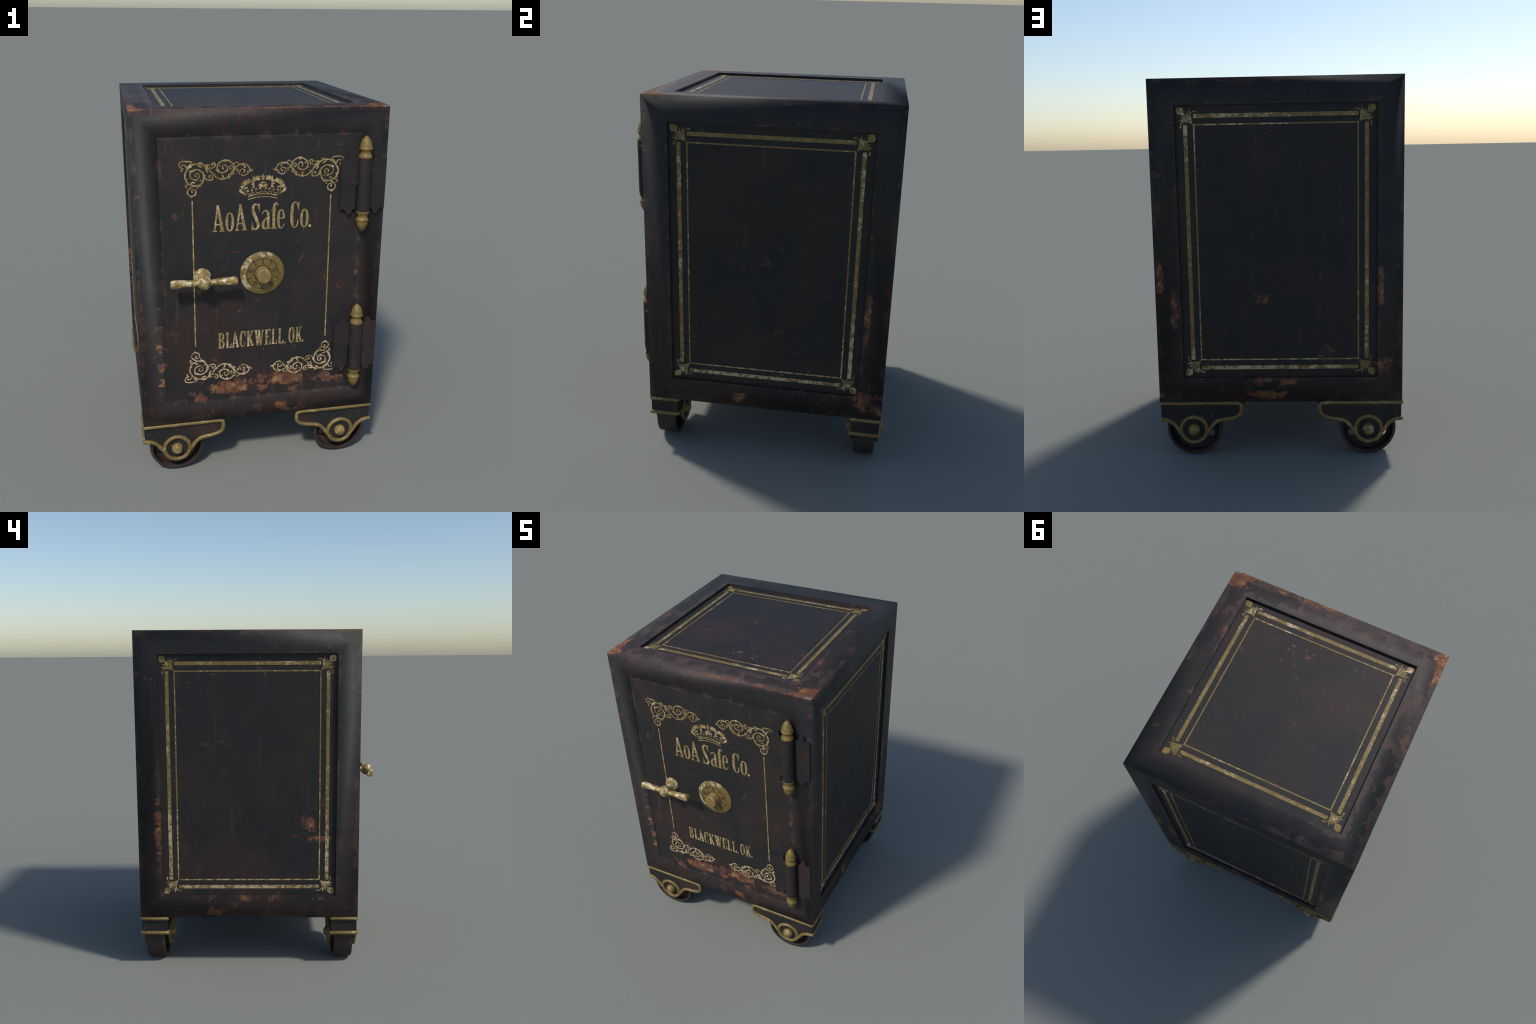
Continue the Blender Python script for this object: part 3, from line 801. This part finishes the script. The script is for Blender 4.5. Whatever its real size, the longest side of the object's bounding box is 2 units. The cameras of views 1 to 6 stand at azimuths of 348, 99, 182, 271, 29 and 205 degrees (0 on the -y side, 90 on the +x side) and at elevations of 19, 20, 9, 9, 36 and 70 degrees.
def hinge(zc):
    bm = bmesh.new()
    up = lambda a, b, h: (a, b, h)
    lathe(bm, [(BR - 0.001, -HALF), (BR, -HALF + 0.001), (BR, 0.0), (BR - 0.0012, 0.0012), (BR - 0.0012, 0.0022), (BR, 0.0034), (BR, HALF)], up, 32)
    h = make("hinge", bm, PAINT_SMALL, safe, smooth=40)
    h.location = (BX, BY, zc)
    half = 0.1305
    dome = [(0.0515, 0), (0.0530, 0.007), (0.0560, 0.012), (0.0575, 0.018), (0.0625, 0.0245), (0.0690, 0.0275)]
    dome += [(0.1450 - x, z) for x, z in reversed(dome)]
    top = [(x, half + z) for x, z in dome]
    for s in (-1, 1):
        outline = [(0.0375 if s > 0 else 0.030, half)] + top + [(0.1200, half), (0.1200, -half)] + [(x, -z) for x, z in reversed(top)] + [(0.0375, -half)]
        if s < 0:      # this leaf runs up to the upper knuckle
            outline += [(0.0375, -0.002), (0.030, -0.002)]
        bm = bmesh.new()
        # leaf front stands a little proud of the door and the frame
        prism(bm, [[(s * x, z) for x, z in outline]], lambda u, v, t: (u, t, v), 0.0118, 0.036)
        if s > 0:
            box(bm, (0.020, 0.0190, -half), (0.045, 0.034, half))     # web behind the knuckles
        make("leaf", bm, PAINT_SMALL, h, smooth=25)
    prof = [(0.0300, 0.1368), (0.0352, 0.1390), (0.0355, 0.1440), (0.0325, 0.1520), (0.0280, 0.1590), (0.0262, 0.1655), (0.0275, 0.1720),
            (0.0322, 0.1795), (0.0352, 0.1835), (0.0357, 0.1860), (0.0345, 0.1885), (0.0322, 0.1905), (0.0318, 0.1960), (0.0300, 0.2080),
            (0.0265, 0.2190), (0.0205, 0.2310), (0.0125, 0.2415), (0.0050, 0.2475), (0.0, 0.2492)]
    for s in (-1, 1):
        bm = bmesh.new()
        lathe(bm, [(r * 0.965, s * q) for r, q in prof], up, 32)
        make("finial", bm, BRASS_FINIAL, h, smooth=50)


hinge(1.6075)
hinge(0.6990)

# ---- casters. Local frame: axle along y at (0, 0, AXLE_Z); +x to the outside of the safe
TR = 0.0116                      # radius of the brass moulding
PLATE, OUT = 0.0762, 0.1750      # half spacing of the side plates, outer end
lower = smooth_line([(-0.2350, 0.2960), (-0.2510, 0.2925), (-0.2585, 0.2805), (-0.2592, 0.2600), (-0.2555, 0.2400), (-0.2430, 0.2260), (-0.2250, 0.2170),
                     (-0.1900, 0.2085), (-0.1450, 0.2015), (-0.1200, 0.1910), (-0.0980, 0.1690), (-0.0800, 0.1420), (-0.0655, 0.1270)], 3)
arc = [(0.0700 * math.cos(math.radians(t)), AXLE_Z + 0.0700 * math.sin(math.radians(t))) for t in range(204, 340, 9)]
rise = smooth_line([(0.0655, 0.1290), (0.0800, 0.1450), (0.0960, 0.1680), (0.1150, 0.1880), (0.1380, 0.2010), (0.1560, 0.2055), (OUT, 0.2068)], 3)
outline = [(OUT, 0.2960)] + lower + arc + rise


def grown(pts, d):
    """Outline offset outwards by d (pts run with the inside on their left or right alike)."""
    n = len(pts)
    area = sum(pts[i][0] * pts[(i + 1) % n][1] - pts[(i + 1) % n][0] * pts[i][1] for i in range(n))
    sg, out = (1 if area > 0 else -1), []
    for i in range(n):
        (ax, ay), (bx, by) = pts[i - 1], pts[(i + 1) % n]
        L = math.hypot(bx - ax, by - ay)
        out.append((pts[i][0] + sg * (by - ay) / L * d, pts[i][1] - sg * (bx - ax) / L * d))
    return out


def bracket_mesh():
    bm = bmesh.new()
    wide = [(min(u, OUT), min(v, 0.3035)) for u, v in grown(outline, 0.0075)]
    for s in (-1, 1):
        prism(bm, [wide], lambda u, v, h: (u, s * h, v), PLATE - 0.018, PLATE - 0.0015)
    box(bm, (OUT - 0.014, -PLATE + 0.0005, 0.2065), (OUT - 0.0002, PLATE - 0.0005, 0.2955))
    box(bm, (-0.24, -PLATE + 0.013, 0.288), (OUT - 0.013, PLATE - 0.013, 0.3045))
    return bm


def trim_mesh():
    bm = bmesh.new()
    for s in (-1, 1):
        Y = s * PLATE
        tube(bm, [(u, Y, v) for u, v in [(OUT, 0.2960), (0.05, 0.2960), (-0.12, 0.2960)] + lower + arc + rise], TR)
        tube(bm, [(0.0700 * math.cos(math.radians(t)), Y, AXLE_Z + 0.0700 * math.sin(math.radians(t))) for t in range(-12, 193, 12)], TR)
    for z in (0.2960, 0.2068):
        tube(bm, [(OUT, -PLATE, z), (OUT, 0, z), (OUT, PLATE, z)], TR)
    return bm


def wheel_mesh():
    bm = bmesh.new()
    to = lambda a, b, h: (a, h, AXLE_Z + b)
    R, W2 = 0.1490, 0.0565
    prof = [(0.130, -0.012), (0.131, -W2 + 0.006), (0.133, -W2), (R - 0.008, -W2), (R - 0.002, -W2 + 0.002), (R, -W2 + 0.008),
            (R, W2 - 0.008), (R - 0.002, W2 - 0.002), (R - 0.008, W2), (0.133, W2), (0.131, W2 - 0.006), (0.130, 0.012)]
    seg, rings = 64, []
    for r, h in prof:
        rings.append([bm.verts.new(to(r * math.cos(2 * math.pi * k / seg), r * math.sin(2 * math.pi * k / seg), h)) for k in range(seg)])
    for i in range(len(rings)):
        a, b = rings[i], rings[(i + 1) % len(rings)]
        for k in range(seg):
            bm.faces.new([a[k], a[(k + 1) % seg], b[(k + 1) % seg], b[k]])
    circ = lambda x, y, r, n: [(x + r * math.cos(2 * math.pi * k / n), y + r * math.sin(2 * math.pi * k / n)) for k in range(n)]
    holes = [circ(0.092 * math.cos(math.radians(t)), 0.092 * math.sin(math.radians(t)), 0.0248, 24) for t in (-30, 90, 210)]
    prism(bm, [circ(0, 0, 0.1308, 64)] + holes, to, -0.0095, 0.0095)
    lathe(bm, [(0.036, -0.055), (0.042, -0.008), (0.042, 0.008), (0.036, 0.055)], to, 32)
    lathe(bm, [(0.018, -0.078), (0.018, 0.078)], to, 20)
    return bm


def cap_mesh():
    bm = bmesh.new()
    lathe(bm, [(0.0315, -0.004), (0.0318, 0.004), (0.0300, 0.013), (0.0250, 0.0225), (0.0170, 0.0290), (0.0085, 0.0318), (0.0, 0.0325)], lambda a, b, h: (a, -h, b), 28)
    return bm


first = None
for sx in (-1, 1):
    for sy in (-1, 1):
        loc, sc = (sx * AXLE_X, YC + sy * CASTER_Y, 0), (sx, 1, 1)
        if first is None:
            br = make("caster", bracket_mesh(), PAINT_SMALL, safe, smooth=25)
            br.location, br.scale = loc, sc
            kids = [make("moulding", trim_mesh(), BRASS_TRIM, br, smooth=60), make("wheel", wheel_mesh(), WHEEL_IRON, br, smooth=35),
                    make("axle_cap", cap_mesh(), BRASS_CAP, br, smooth=60)]
            kids[2].location = (0, -PLATE, AXLE_Z)
            first = (br, kids)
        else:
            br = clone(first[0], safe, loc, sc)
            for k in first[1]:
                clone(k, br)
        c2 = clone(first[1][2], br, (0, PLATE, AXLE_Z))
        c2.rotation_euler = (0, 0, math.pi)
